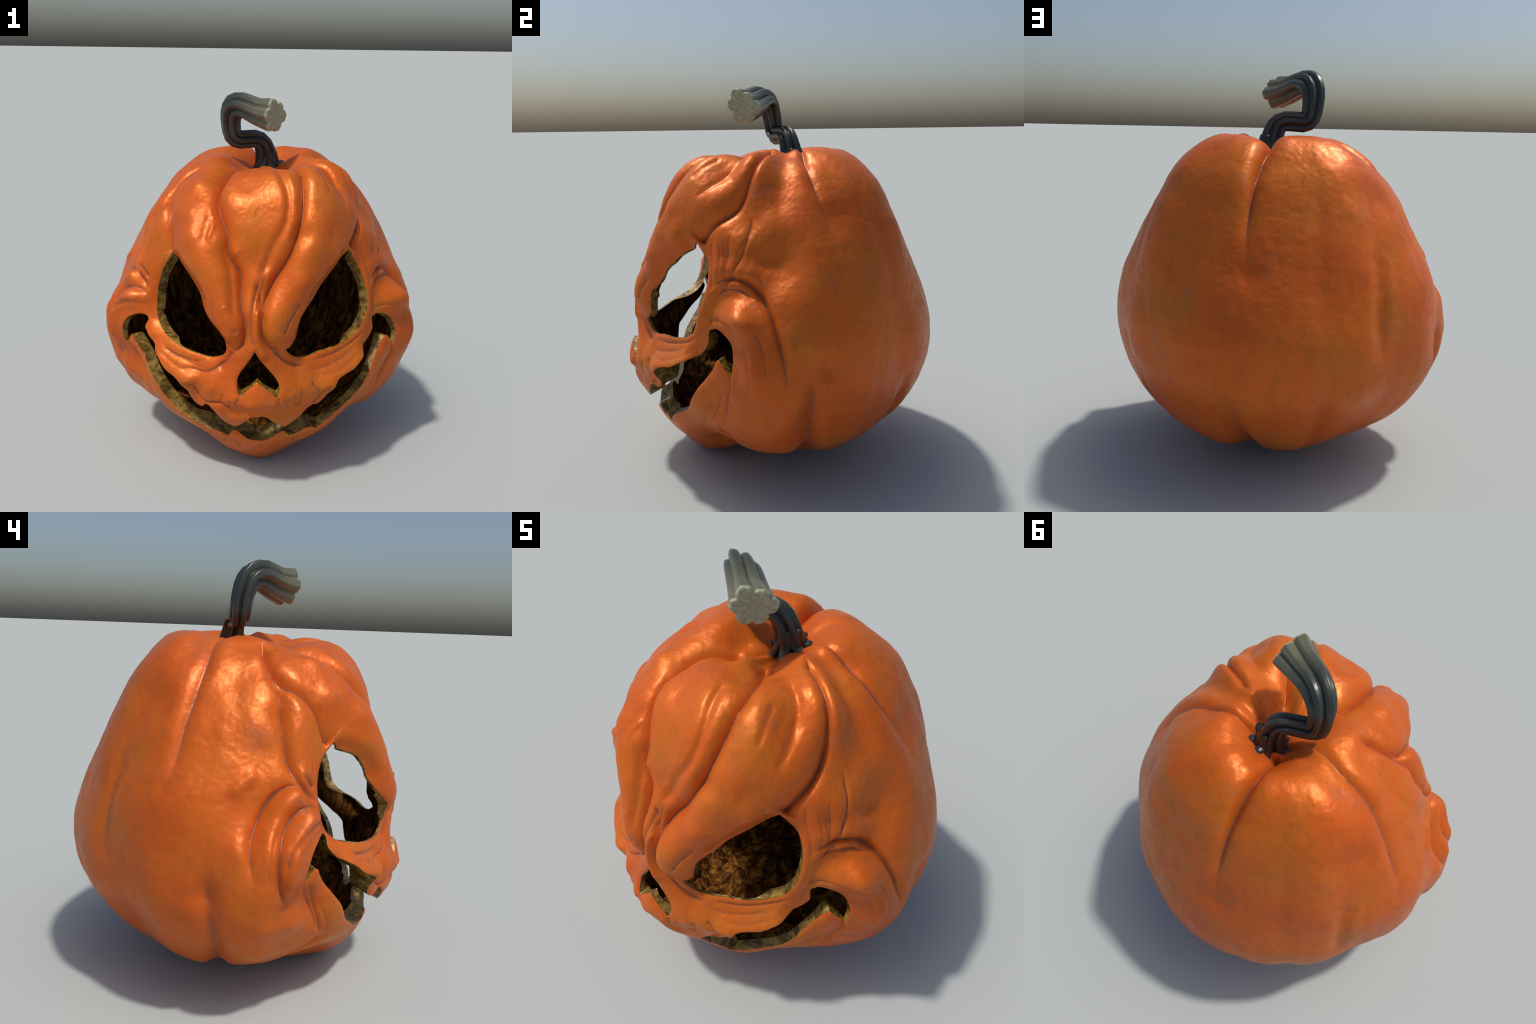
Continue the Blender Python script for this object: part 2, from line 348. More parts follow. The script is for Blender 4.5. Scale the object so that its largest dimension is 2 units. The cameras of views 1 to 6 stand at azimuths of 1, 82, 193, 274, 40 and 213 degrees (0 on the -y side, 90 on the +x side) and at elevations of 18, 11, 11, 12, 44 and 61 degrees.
EYE_RIGHT = outline(
    ("s", "40.4,35.6 43.4,33 46.5,29.5 47.9,24.7 48,20.3 47.2,16 45.8,11.3 44.3,7.8 41.9,4.6 37.6,2.6 32.8,1.6 "
          "28.5,1.2 23.3,.6 19.3,-.4 15.8,-.5 13.2,.2 11,1.7 9.4,3.7"),
    ("s", "11.1,4.4 13.1,7.3 13.7,10.6 14.9,14.7 17.2,17.5 20.4,20.9 23.8,25.1 27.5,28 32.4,31.4 36.6,33.8 39.6,35.3"))
EYE_LEFT = outline(
    ("s", "-41.4,34.2 -45.8,31.1 -48.5,27.5 -49.8,24 -50.4,19.7 -50.3,15.5 -49.7,11.4 -48.2,7.6 -45.8,4.9 -42.2,2.6 "
          "-37.2,1.2 -32.5,.2 -27.5,-.6 -23,-1 -18.7,-1.2 -15.1,-.4 -13.1,.7 -11.8,2.8 -11.9,5.6 -12.5,8.2 -14,10.2 "
          "-16.1,11.8 -18.4,13.8 -20.9,16.7 -23.1,20.6 -25,23.6 -27.6,26.3 -32,29.5 -37,32 -40.6,33.8"))
NOSE = outline(
    ("s", "-1.4,4.2 -.4,2.4 1,.5 3.3,-2.3 5.3,-4.8 6.6,-7 6.9,-8.9 6.5,-10.7 6,-11.2"), ("p", "2.8,-8.3 -.5,-5.8 -3,-8 -5.9,-10.8"),
    ("s", "-6.7,-9.8 -7.2,-7.8 -7.2,-5.8 -6,-3.3 -4.3,-.8 -2.4,2.2"))
MOUTH = outline(
    # left corner under the cheek, and the pointed end of the lower lip inside it
    ("s", "-50.2,5.6 -51.4,7.1 -53.8,7.2 -56.6,5.7 -58.8,3.4 -60.2,.4 -61,-3.6 -61.5,-6.4"), ("p", "-59.4,-4.6 -57.2,-2 -56,-2.3"),
    # lower lip from left to right, with its blunt teeth
    ("s", "-54.6,-4.6 -52.2,-7.8 -49.5,-10.7 -46.3,-14 -43.4,-17.1 -38.5,-23.5 -34.8,-26.1 -29.6,-29.2 -26.2,-30.6"),
    ("p", "-22.2,-31.8 -16.7,-32.6 -12.7,-33.9"), ("s", "-12.3,-33.6 -10.3,-31 -8.2,-31 -4.4,-32.9 .6,-33.6 4.6,-32.8 7.9,-30.6 10.4,-30.3"),
    ("p", "12.8,-33 15.9,-32.5 19.2,-30.2 22.4,-30.1 24,-31.5"),
    ("s", "25.2,-30.8 27.6,-28.4 32.1,-26.3 36,-24.6 39.5,-22.3 41.5,-20 44.2,-16 47.2,-12.2 50.3,-8.7 52.8,-5.5 54.6,-2.6"),
    ("p", "55.8,-1 56.7,-.6 58.3,-2.2 61.4,-5.8"),
    # right corner
    ("s", "62,-2.6 62.2,.6 61,4.6 58.3,7 54.2,8.7 50.9,8"),
    # upper lip from right to left: small tooth, fang, notch, fang, small tooth
    ("s", "50.6,6.2 50.8,4 49.8,2 47.4,-.8 43.5,-3.2 39.6,-4.9 36,-6.8 32,-7.8 28,-9.5 26.9,-12.6 25.6,-16.4 23.2,-18.4 21.5,-18.6"),
    ("p", "19.8,-17.9 17.6,-18.6 14.9,-21.4 12.8,-23.4 10.2,-25.2 9.3,-25.4 8.3,-24.3 3,-18.2"),
    ("p", "1.3,-17.6 -.7,-17.9 -2.5,-18.1 -4.4,-20.3 -7.4,-24.7 -8.5,-25.6 -9.6,-25.4 -12.7,-23.5 -15.5,-19.7 -17.4,-18 -19.2,-17.9"),
    ("s", "-20.2,-19.1 -21.7,-20.1 -24.8,-19.4 -26.6,-17.3 -27.7,-13.4 -29,-10.6 -32.4,-9.1 -34.8,-8.1 -37,-6.7 -39.4,-4.8 -43,-2.8 "
          "-46.2,-1.3 -48.7,.8 -50.5,2.8 -50.5,4.2"))
OPENINGS = [("eye", EYE_RIGHT), ("eye", EYE_LEFT), ("nose", NOSE), ("mouth", MOUTH)]


def signed_distance(poly, az, el):
    """Degrees from a closed outline: negative inside it."""
    out = np.full(len(az), 99.0)
    lo, hi = poly.min(0) - 4, poly.max(0) + 4
    sel = np.nonzero((az > lo[0]) & (az < hi[0]) & (el > lo[1]) & (el < hi[1]))[0]
    x, y = az[sel], el[sel]
    best = np.full(len(sel), 1e9)
    inside = np.zeros(len(sel), bool)
    nxt = np.roll(poly, -1, axis=0)
    for a, b in zip(poly, nxt):
        ab = b - a
        n2 = ab @ ab
        if n2 < 1e-12:
            continue
        t = np.clip(((x - a[0]) * ab[0] + (y - a[1]) * ab[1]) / n2, 0, 1)
        best = np.minimum(best, (x - a[0] - t * ab[0]) ** 2 + (y - a[1] - t * ab[1]) ** 2)
        if a[1] != b[1]:
            crosses = (a[1] > y) != (b[1] > y)
            inside ^= crosses & (x < a[0] + (y - a[1]) / (b[1] - a[1]) * ab[0])
    d = np.sqrt(best)
    out[sel] = np.where(inside, -d, d)
    return out


# ----------------------------------------------------------------------------------------------
# 4. SHELL MESHES
# ----------------------------------------------------------------------------------------------
WALL = 0.092          # thickness of the carved shell
RIM_STEPS = 6

az_axis = np.concatenate([np.arange(-180, -82, 0.75), np.arange(-82, 82, 0.3), np.arange(82, 180, 0.75)])
el_axis = np.concatenate([np.arange(-88.5, -55, 0.6), np.arange(-55, 66, 0.32), np.arange(66, 88.6, 0.45)])
NAZ, NEL = len(az_axis), len(el_axis)
gaz, gel = [g.ravel() for g in np.meshgrid(az_axis, el_axis, indexing="xy")]   # index = row * NAZ + col
f_all = [signed_distance(poly, gaz, gel) for _, poly in OPENINGS]
f_min = np.min(f_all, axis=0)

vaz, vel = list(gaz), list(gel)
cut_ids = {}
contour_edges = []


def cut_vertex(a, b):
    key = (a, b) if a < b else (b, a)
    if key not in cut_ids:
        p, q = key
        t = f_min[p] / (f_min[p] - f_min[q])
        t = min(max(t, 0.02), 0.98)
        qa = gaz[q]
        cut_ids[key] = len(vaz)
        vaz.append(gaz[p] + t * (qa - gaz[p]))
        vel.append(gel[p] + t * (gel[q] - gel[p]))
    return cut_ids[key]


rows, cols = np.meshgrid(np.arange(NEL - 1), np.arange(NAZ), indexing="ij")
c2 = (cols + 1) % NAZ
quads = np.stack([rows * NAZ + cols, rows * NAZ + c2, (rows + 1) * NAZ + c2, (rows + 1) * NAZ + cols], -1).reshape(-1, 4)
keep = (f_min[quads] > 0).sum(1)
full = quads[keep == 4]
polys = []
for quad in quads[(keep > 0) & (keep < 4)]:
    ring = []
    for i in range(4):
        a, b = int(quad[i]), int(quad[(i + 1) % 4])
        if f_min[a] > 0:
            ring.append((a, False))
        if (f_min[a] > 0) != (f_min[b] > 0):
            ring.append((cut_vertex(a, b), True))
    polys.append([v for v, _ in ring])
    for i in range(len(ring)):
        if ring[i][1] and ring[(i + 1) % len(ring)][1]:
            # the clipped side: leaves the kept area at i, comes back at i + 1
            a, b = ring[i][0], ring[(i + 1) % len(ring)][0]
            contour_edges.append((a, b))
# close the poles with a fan
south, north = len(vaz), len(vaz) + 1
vaz += [0.0, 0.0]
vel += [-90.0, 90.0]
for c in range(NAZ):
    polys.append([south, (c + 1) % NAZ, c])
    polys.append([north, (NEL - 1) * NAZ + c, (NEL - 1) * NAZ + (c + 1) % NAZ])

vaz, vel = np.array(vaz), np.array(vel)
vdir = directions(vaz, vel)
r_base = base_radius(vaz, vel)
r_skin = r_base + relief(vaz, vel)
# rounded lids: the skin rolls in at the edge of eyes and nose, a little at the lips
eye_d = np.min([signed_distance(p, vaz, vel) for k, p in OPENINGS if k != "mouth"], axis=0)
mouth_d = signed_distance(MOUTH, vaz, vel)
r_skin -= 0.012 * np.exp(-np.clip(eye_d, 0, None) / 0.9) + 0.004 * np.exp(-np.clip(mouth_d, 0, None) / 0.35)
p_skin = vdir * r_skin[:, None]
# low, uneven swell and fine orange-peel relief
r_skin += 0.0010 * noise3(p_skin * 9.0, 1) + 0.0012 * noise3(p_skin * 24.0, 2) + 0.0009 * noise3(p_skin * 60.0, 3)
p_skin = CENTRE + vdir * r_skin[:, None]
p_skin[:, 2] = 0.5 * (p_skin[:, 2] + np.sqrt(p_skin[:, 2] ** 2 + 0.0004))      # it stands on the ground

# fibrous lining
# the wall is not even: it thins out to a fine edge along lower lids, brows, mouth corners and nose
LIDS = []
for amount, reach, edge in (
        (0.070, 0.085, "9,2 13,-.5 20,-1 28,.5 32,.8"), (0.070, 0.085, "-10.5,2 -13.5,0 -19,-2 -27,-1.2 -31,-.5"),
        (0.070, 0.050, "42,37 37,34.5 32,32 27,29 23,25.5 19.5,21.5 16,16.5"), (0.070, 0.050, "-43,35.5 -37,33 -32,30.5 -27.5,27.5 -24.5,24 -22,19.5 -19.5,15"),
        (0.048, 0.060, "24,26 19.5,21.5 15.5,15.5 13.5,10 12,6"), (0.048, 0.060, "-25,25 -22.5,20.5 -19.5,15 -15,11 -12.5,6"),
        (0.075, 0.038, "50.5,9 54.2,9.5 58.8,8 62,5 63.3,.6 62.2,-5.8"), (0.075, 0.038, "-50.5,8 -54,8.2 -57.4,6.8 -60,4 -61.4,.4 -62.2,-6"),
        (0.046, 0.060, "57,-3 52,-8 47,-14 42,-21 34,-27 28,-30"), (0.024, 0.050, "-57,-4 -50,-12 -44,-18 -38,-25 -30,-31"),
        (0.050, 0.060, "-1.4,4 4,-3 6.5,-8 0,-7 -7,-8 -5,-3 -1.4,4")):
    pts = np.array([[float(v) for v in p.split(",")] for p in edge.split()])
    LIDS.append((amount, reach, pts, "soft", 0, (0.0, 0.0), None))
thin = np.max([relief(vaz, vel, [lid], []) for lid in LIDS], axis=0)
thin = np.maximum(thin, 0.026 * np.exp(-np.clip(eye_d, 0, None) / 5.0))
smooth_in = np.minimum(r_base, r_skin + 0.015) - WALL + thin
open_d = np.minimum(eye_d, mouth_d)
rough = np.clip((open_d - 1.0) / 8.0, 0.03, 1.0) * np.clip(1.0 - thin / 0.07, 0.1, 1.0)
fibre_co = np.stack([vdir[:, 0] * 26, vdir[:, 1] * 26, vdir[:, 2] * 7], -1)
fibre = noise3(fibre_co + 0.8 * noise3(vdir * 5.0, 11)[:, None], 12)
r_in = smooth_in - rough * (0.010 * np.abs(fibre) ** 0.6 + 0.012 * noise3(vdir * 11.0, 13) + 0.004 * noise3(fibre_co * 2.6, 14))
r_in = np.minimum(r_in, r_skin - 0.012)
p_in = CENTRE + vdir * r_in[:, None]


def make_mesh(name, verts, faces_quads=None, faces_list=(), smooth=True):
    """Mesh from an (n, 4) quad array plus a list of general polygons; unused vertices dropped."""
    loops = [np.asarray(faces_quads, np.int64).ravel()] if faces_quads is not None and len(faces_quads) else []
    sizes = [np.full(len(faces_quads), 4)] if loops else []
    if len(faces_list):
        loops.append(np.concatenate([np.asarray(f, np.int64) for f in faces_list]))
        sizes.append(np.array([len(f) for f in faces_list]))
    loops = np.concatenate(loops)
    sizes = np.concatenate(sizes)
    used, loops = np.unique(loops, return_inverse=True)
    me = bpy.data.meshes.new(name)
    me.vertices.add(len(used))
    me.vertices.foreach_set("co", np.asarray(verts)[used].astype(np.float32).ravel())
    me.loops.add(len(loops))
    me.loops.foreach_set("vertex_index", loops.astype(np.int32).ravel())
    me.polygons.add(len(sizes))
    start = np.concatenate([[0], np.cumsum(sizes)[:-1]])
    me.polygons.foreach_set("loop_start", start.astype(np.int32))
    me.polygons.foreach_set("loop_total", sizes.astype(np.int32))
    me.polygons.foreach_set("use_smooth", np.full(len(sizes), smooth))
    me.update(calc_edges=True)
    me.validate()
    return me, used


def add_object(name, mesh, parent, material):
    ob = bpy.data.objects.new(name, mesh)
    bpy.context.scene.collection.objects.link(ob)
    ob.parent = parent
    if material:
        mesh.materials.append(material)
    return ob


# ----------------------------------------------------------------------------------------------
# 5. MATERIALS
# ----------------------------------------------------------------------------------------------
class Nodes:
    """Small helper for building node trees."""

    def __init__(self, name):
        self.mat = bpy.data.materials.new(name)
        self.mat.use_nodes = True
        self.tree = self.mat.node_tree
        self.bsdf = self.tree.nodes["Principled BSDF"]
        self.coord = self.add("ShaderNodeTexCoord").outputs["Object"]

    def add(self, kind, **props):
        n = self.tree.nodes.new(kind)
        for k, v in props.items():
            setattr(n, k, v)
        return n

    def link(self, a, b):
        self.tree.links.new(a, b)

    def mapping(self, scale=(1, 1, 1), loc=(0, 0, 0)):
        m = self.add("ShaderNodeMapping")
        m.inputs["Scale"].default_value = scale
        m.inputs["Location"].default_value = loc
        self.link(self.coord, m.inputs["Vector"])
        return m.outputs["Vector"]

    def noise(self, scale, detail=4.0, rough=0.55, vector=None, distortion=0.0):
        n = self.add("ShaderNodeTexNoise")
        n.inputs["Scale"].default_value = scale
        n.inputs["Detail"].default_value = detail
        n.inputs["Roughness"].default_value = rough
        n.inputs["Distortion"].default_value = distortion
        self.link(vector or self.coord, n.inputs["Vector"])
        return n.outputs["Fac"]

    def ramp(self, fac, stops):
        r = self.add("ShaderNodeValToRGB")
        el = r.color_ramp.elements
        while len(el) < len(stops):
            el.new(0.5)
        for e, (pos, col) in zip(el, stops):
            e.position = pos
            e.color = col if len(col) == 4 else (*col, 1.0)
        self.link(fac, r.inputs["Fac"])
        return r.outputs["Color"]

    def mask(self, fac, lo, hi):
        m = self.add("ShaderNodeMapRange")
        m.inputs["From Min"].default_value = lo
        m.inputs["From Max"].default_value = hi
        m.interpolation_type = "SMOOTHSTEP"
        self.link(fac, m.inputs["Value"])
        return m.outputs["Result"]

    def math(self, op, a, b):
        m = self.add("ShaderNodeMath", operation=op)
        for sock, v in zip(m.inputs, (a, b)):
            if isinstance(v, (int, float)):
                sock.default_value = v
            else:
                self.link(v, sock)
        return m.outputs[0]

    def mix(self, fac, a, b):
        m = self.add("ShaderNodeMix", data_type="RGBA")
        for sock, v in ((m.inputs["Factor"], fac), (m.inputs["A"], a), (m.inputs["B"], b)):
            if isinstance(v, (int, float)):
                sock.default_value = v
            elif isinstance(v, tuple):
                sock.default_value = (*v, 1.0)
            else:
                self.link(v, sock)
        return m.outputs["Result"]

    def bump(self, height, strength, distance, normal=None):
        b = self.add("ShaderNodeBump")
        b.inputs["Strength"].default_value = strength
        b.inputs["Distance"].default_value = distance
        self.link(height, b.inputs["Height"])
        if normal:
            self.link(normal, b.inputs["Normal"])
        return b.outputs["Normal"]

    def finish(self, color, roughness, normal=None, metallic=0.0, specular=0.5, tint=None, coat=0.0):
        s = self.bsdf.inputs
        for sock, v in ((s["Base Color"], color), (s["Roughness"], roughness), (s["Metallic"], metallic)):
            if isinstance(v, (int, float)):
                sock.default_value = v
            elif isinstance(v, tuple):
                sock.default_value = (*v, 1.0)
            else:
                self.link(v, sock)
        s["Specular IOR Level"].default_value = specular
        s["Coat Weight"].default_value = coat
        s["Coat Roughness"].default_value = 0.25
        if tint:
            s["Specular Tint"].default_value = (*tint, 1.0)
        if normal:
            self.link(normal, s["Normal"])
        return self.mat


def rind_material():
    n = Nodes("orange_rind")
    big = n.noise(3.2, 3, 0.5)
    col = n.ramp(big, [(0.30, (0.555, 0.094, 0.011)), (0.50, (0.60, 0.116, 0.012)), (0.70, (0.565, 0.140, 0.014))])
    streak = n.noise(10.0, 5, 0.6, n.mapping((2.2, 2.2, 0.55)))
    col = n.mix(n.math("MULTIPLY", n.mask(streak, 0.50, 0.76), 0.52), col, (0.39, 0.086, 0.016))
    speck = n.noise(34.0, 4, 0.65, n.mapping((1.3, 1.3, 0.6), (3, 1, 7)))
    col = n.mix(n.math("MULTIPLY", n.mask(speck, 0.58, 0.74), 0.48), col, (0.24, 0.095, 0.050))
    mauve_mottle = n.noise(5.0, 7, 0.65, n.mapping((1, 1, 0.7), (9, 2, 4)))
    col = n.mix(n.math("MULTIPLY", n.mask(mauve_mottle, 0.56, 0.80), 0.60), col, (0.33, 0.125, 0.068))
    # dark grey-mauve tint laid along the tight folds by pointiness
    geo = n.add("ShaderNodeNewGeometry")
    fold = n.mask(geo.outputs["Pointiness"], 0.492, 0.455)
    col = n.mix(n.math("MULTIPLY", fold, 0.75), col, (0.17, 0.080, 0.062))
    rough = n.mask(n.noise(16.0, 4, 0.6), 0.2, 0.9)
    rough = n.math("ADD", n.math("MULTIPLY", rough, 0.18), 0.34)
    peel = n.noise(70.0, 3, 0.5)
    nrm = n.bump(peel, 0.22, 0.004, n.bump(n.noise(26.0, 3, 0.5, n.mapping((1, 1, 0.6))), 0.16, 0.010))
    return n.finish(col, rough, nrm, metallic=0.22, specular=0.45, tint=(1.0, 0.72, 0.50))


def lining_material():
    n = Nodes("fibrous_flesh")
    fib = n.noise(9.0, 8, 0.65, n.mapping((2.2, 2.2, 0.45)), 0.9)
    col = n.ramp(fib, [(0.37, (0.016, 0.004, 0.001)), (0.47, (0.10, 0.030, 0.006)), (0.57, (0.28, 0.110, 0.016)), (0.69, (0.46, 0.230, 0.040))])  # browns darkened and reddened to match the hollow's shade, golden top for its sunlit patch
    nrm = n.bump(fib, 0.8, 0.03)
    return n.finish(col, 0.48, nrm, specular=0.3, tint=(1.0, 0.75, 0.45))


def rim_material():
    n = Nodes("cut_flesh")
    fib = n.noise(14.0, 6, 0.6, n.mapping((1.0, 1.0, 1.6)), 1.5)
    col = n.ramp(fib, [(0.32, (0.032, 0.016, 0.003)), (0.46, (0.15, 0.082, 0.015)), (0.58, (0.30, 0.180, 0.034)), (0.74, (0.43, 0.28, 0.068))])
    nrm = n.bump(fib, 0.6, 0.015)
    return n.finish(col, 0.33, nrm, metallic=0.15, specular=0.5)


STEM_TIP = (0.060, -0.191, 1.884)


def stem_material():
    n = Nodes("ribbed_stem")
    sub = n.add("ShaderNodeVectorMath", operation="DISTANCE")
    n.link(n.coord, sub.inputs[0])
    sub.inputs[1].default_value = STEM_TIP
    fine = n.noise(40.0, 4, 0.6)
    d = n.math("ADD", sub.outputs["Value"], n.math("MULTIPLY", n.math("SUBTRACT", fine, 0.5), 0.10))
    col = n.ramp(d, [(0.05, (0.150, 0.142, 0.085)), (0.14, (0.080, 0.082, 0.054)), (0.23, (0.038, 0.044, 0.035)), (0.38, (0.019, 0.024, 0.025))])
    moss = n.noise(18.0, 5, 0.6, n.mapping((1, 1, 1), (5, 5, 5)))
    col = n.mix(n.math("MULTIPLY", n.mask(moss, 0.5, 0.8), 0.35), col, (0.10, 0.085, 0.045))
    nrm = n.bump(fine, 0.3, 0.004)
    return n.finish(col, 0.33, nrm, specular=0.5)


def stem_cut_material():
    n = Nodes("pale_stem_pith")
    sub = n.add("ShaderNodeVectorMath", operation="SUBTRACT")
    n.link(n.coord, sub.inputs[0])
    sub.inputs[1].default_value = STEM_TIP
    ray = n.add("ShaderNodeVectorMath", operation="NORMALIZE")
    n.link(sub.outputs["Vector"], ray.inputs[0])
    fibre = n.noise(9.0, 5, 0.65, ray.outputs["Vector"])
    grain = n.noise(60.0, 4, 0.6)
    f = n.math("ADD", n.math("MULTIPLY", fibre, 0.65), n.math("MULTIPLY", grain, 0.35))
    col = n.ramp(f, [(0.32, (0.18, 0.18, 0.11)), (0.52, (0.34, 0.34, 0.215)), (0.68, (0.46, 0.45, 0.29))])
    return n.finish(col, 0.6, n.bump(f, 0.4, 0.006), specular=0.3)


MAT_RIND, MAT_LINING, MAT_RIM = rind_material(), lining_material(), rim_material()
MAT_STEM, MAT_PITH = stem_material(), stem_cut_material()

# ----------------------------------------------------------------------------------------------
# 6. ASSEMBLY OF THE SHELL
# ----------------------------------------------------------------------------------------------
pumpkin = bpy.data.objects.new("carved_pumpkin", None)
bpy.context.scene.collection.objects.link(pumpkin)
pumpkin["label"] = "scowling orange carved pumpkin lantern with hooked stem"
pumpkin["category"] = "pumpkin"


def deg_poly(text):
    return np.array([[float(v) for v in p.split(",")] for p in text.split()])


REGIONS = [
    ("forehead", "0,76 -10,72 -16,65 -21,62 -23.6,58.5 -23.3,54.8 -21.2,51.1 -15.1,43.1 -12.3,35.9 -7.5,29.8 -6.8,21.6 -5.1,14.4 -5,8.9 -7,4 "
                 "4,4 1.6,8.4 .8,11.7 1.5,19.7 4.7,27.3 8,31.3 13.7,39.7 18,48.3 20.8,57.8 18,68 12,74"),
    ("brow", "12,74 18,68 20.8,57.8 18,48.3 13.7,39.7 8,31.3 4.7,27.3 1.5,19.7 .8,11.7 1.6,8.4 4,4 9.4,2.5 20,10 30,20 41.2,35.6 46.5,40 53,45.2 57,50.2 "
             "59.5,56 61.1,61.9 61,76"),
    ("brow", "-10,72 -16,65 -21,62 -23.6,58.5 -23.3,54.8 -21.2,51.1 -15.1,43.1 -12.3,35.9 -7.5,29.8 -6.8,21.6 -5.1,14.4 -5,8.9 -8,3.5 -12,3 -20,8 "
             "-30,20 -42,34 -46.3,39.2 -49,43.6 -53,47.5 -60,51.5 -63,57 -62.5,64 -60,72"),
    ("cheek", "50,20.5 53,23.8 58.5,25.6 64.7,24.4 69.8,20.6 73.1,15.4 75.4,9.8 77.9,.5 78.7,-9.5 73,-20 64,-27 57.3,-22.5 60.2,-12.1 61.5,-4.5 56,3 49,9.5"),
    ("cheek", "-52,16.4 -57,19 -60.1,21 -63.8,22.3 -68.5,20.6 -72,17.1 -75.2,11.4 -77.1,.6 -76.3,-9 -72,-20 -62,-27 -51.5,-25 -58.5,-13 -61.5,-4.5 -56,3 -49,9.5"),
    ("upper_lip", "-49,9.5 -44,7 -30,5 -12,3 -7,4 4,4 9.4,2.5 30,5 44,8 49,9.5 56,3 52,-7 47,-15 42,-22 32,-24 22,-25 12,-28 0,-25 -12,-28 -22,-25 "
                  "-32,-24 -42,-22 -47,-15 -52,-7 -56,3"),
    ("lower_lip", "61.5,-4.5 56,3 52,-7 47,-15 42,-22 32,-24 22,-25 12,-28 0,-25 -12,-28 -22,-25 -32,-24 -42,-22 -47,-15 -52,-7 -56,3 -61.5,-4.5 "
                  "-58.5,-13 -51.5,-25 -48,-31 -56,-38 -60,-46 -56,-52 -45,-60 -20,-66 0,-67 20,-66 45,-60 56,-52 60,-46 56,-36 57.3,-22.5 60.2,-12.1"),
]

# whole-skin vertex normals (so that the parts meet without a seam)
whole, used = make_mesh("whole_skin", p_skin, full, polys)
skin_normals = np.zeros((len(p_skin), 3), np.float32)
buf = np.empty(len(used) * 3, np.float32)
whole.vertices.foreach_get("normal", buf)
skin_normals[used] = buf.reshape(-1, 3)
bpy.data.meshes.remove(whole)


def face_centres(faces):
    return np.array([[vaz[f].mean(), vel[f].mean()] for f in faces])


quad_c = np.stack([vaz[full], vel[full]], -1)
wrap = (quad_c[:, :, 0].max(1) - quad_c[:, :, 0].min(1)) > 180
quad_c = quad_c.mean(1)
quad_c[wrap, 0] = 180.0
poly_c = face_centres(polys)
quad_region = np.full(len(full), -1)
poly_region = np.full(len(polys), -1)
for i, (_, text) in enumerate(REGIONS):
    poly = deg_poly(text)
    for cen, reg in ((quad_c, quad_region), (poly_c, poly_region)):
        reg[(signed_distance(poly, cen[:, 0], cen[:, 1]) < 0) & (reg < 0)] = i

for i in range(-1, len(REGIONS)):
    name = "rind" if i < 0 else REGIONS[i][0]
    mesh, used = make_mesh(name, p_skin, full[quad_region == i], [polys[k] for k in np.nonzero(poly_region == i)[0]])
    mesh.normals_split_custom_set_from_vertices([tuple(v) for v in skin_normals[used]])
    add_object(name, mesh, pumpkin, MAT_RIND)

lining_mesh, _ = make_mesh("lining", p_in, full[:, ::-1], [p[::-1] for p in polys])
add_object("lining", lining_mesh, pumpkin, MAT_LINING)

# cut wall between rind and lining: RIM_STEPS rings along the radius, slightly uneven
rim_ids = np.unique(np.array(contour_edges))
rim_index = {int(v): k for k, v in enumerate(rim_ids)}
rings = []
for s in range(RIM_STEPS + 1):
    t = s / RIM_STEPS
    p = p_skin[rim_ids] * (1 - t) + p_in[rim_ids] * t
    if 0 < s < RIM_STEPS:
        k = np.sin(math.pi * t)
        p = p + 0.0025 * k * np.stack([noise3(p * 22.0, 21), noise3(p * 22.0, 22), noise3(p * 22.0, 23)], -1)
    rings.append(p)
rim_verts = np.vstack(rings)
nr = len(rim_ids)
rim_quads = [(rim_index[b] + s * nr, rim_index[a] + s * nr, rim_index[a] + (s + 1) * nr, rim_index[b] + (s + 1) * nr)
             for a, b in contour_edges for s in range(RIM_STEPS)]
rim_mesh, _ = make_mesh("carved_edge", rim_verts, np.array(rim_quads))
add_object("carved_edge", rim_mesh, pumpkin, MAT_RIM)

# ----------------------------------------------------------------------------------------------
# 7. STEM
# ----------------------------------------------------------------------------------------------
STEM = [  # x, y, z, radius: root flare, elbow, run to the side, hook, blunt end
    (0.040, 0.080, 1.460, 0.105), (0.036, 0.074, 1.555, 0.080), (0.024, 0.064, 1.640, 0.061), (0.004, 0.052, 1.705, 0.054),
    (-0.040, 0.042, 1.732, 0.051), (-0.125, 0.016, 1.728, 0.052), (-0.162, 0.006, 1.750, 0.053), (-0.174, 0.000, 1.810, 0.055),
    (-0.172, -0.014, 1.870, 0.060), (-0.148, -0.038, 1.916, 0.066), (-0.095, -0.080, 1.926, 0.071), (-0.015, -0.138, 1.897, 0.078),
    (0.060, -0.191, 1.884, 0.093),
]
LOBES = 6


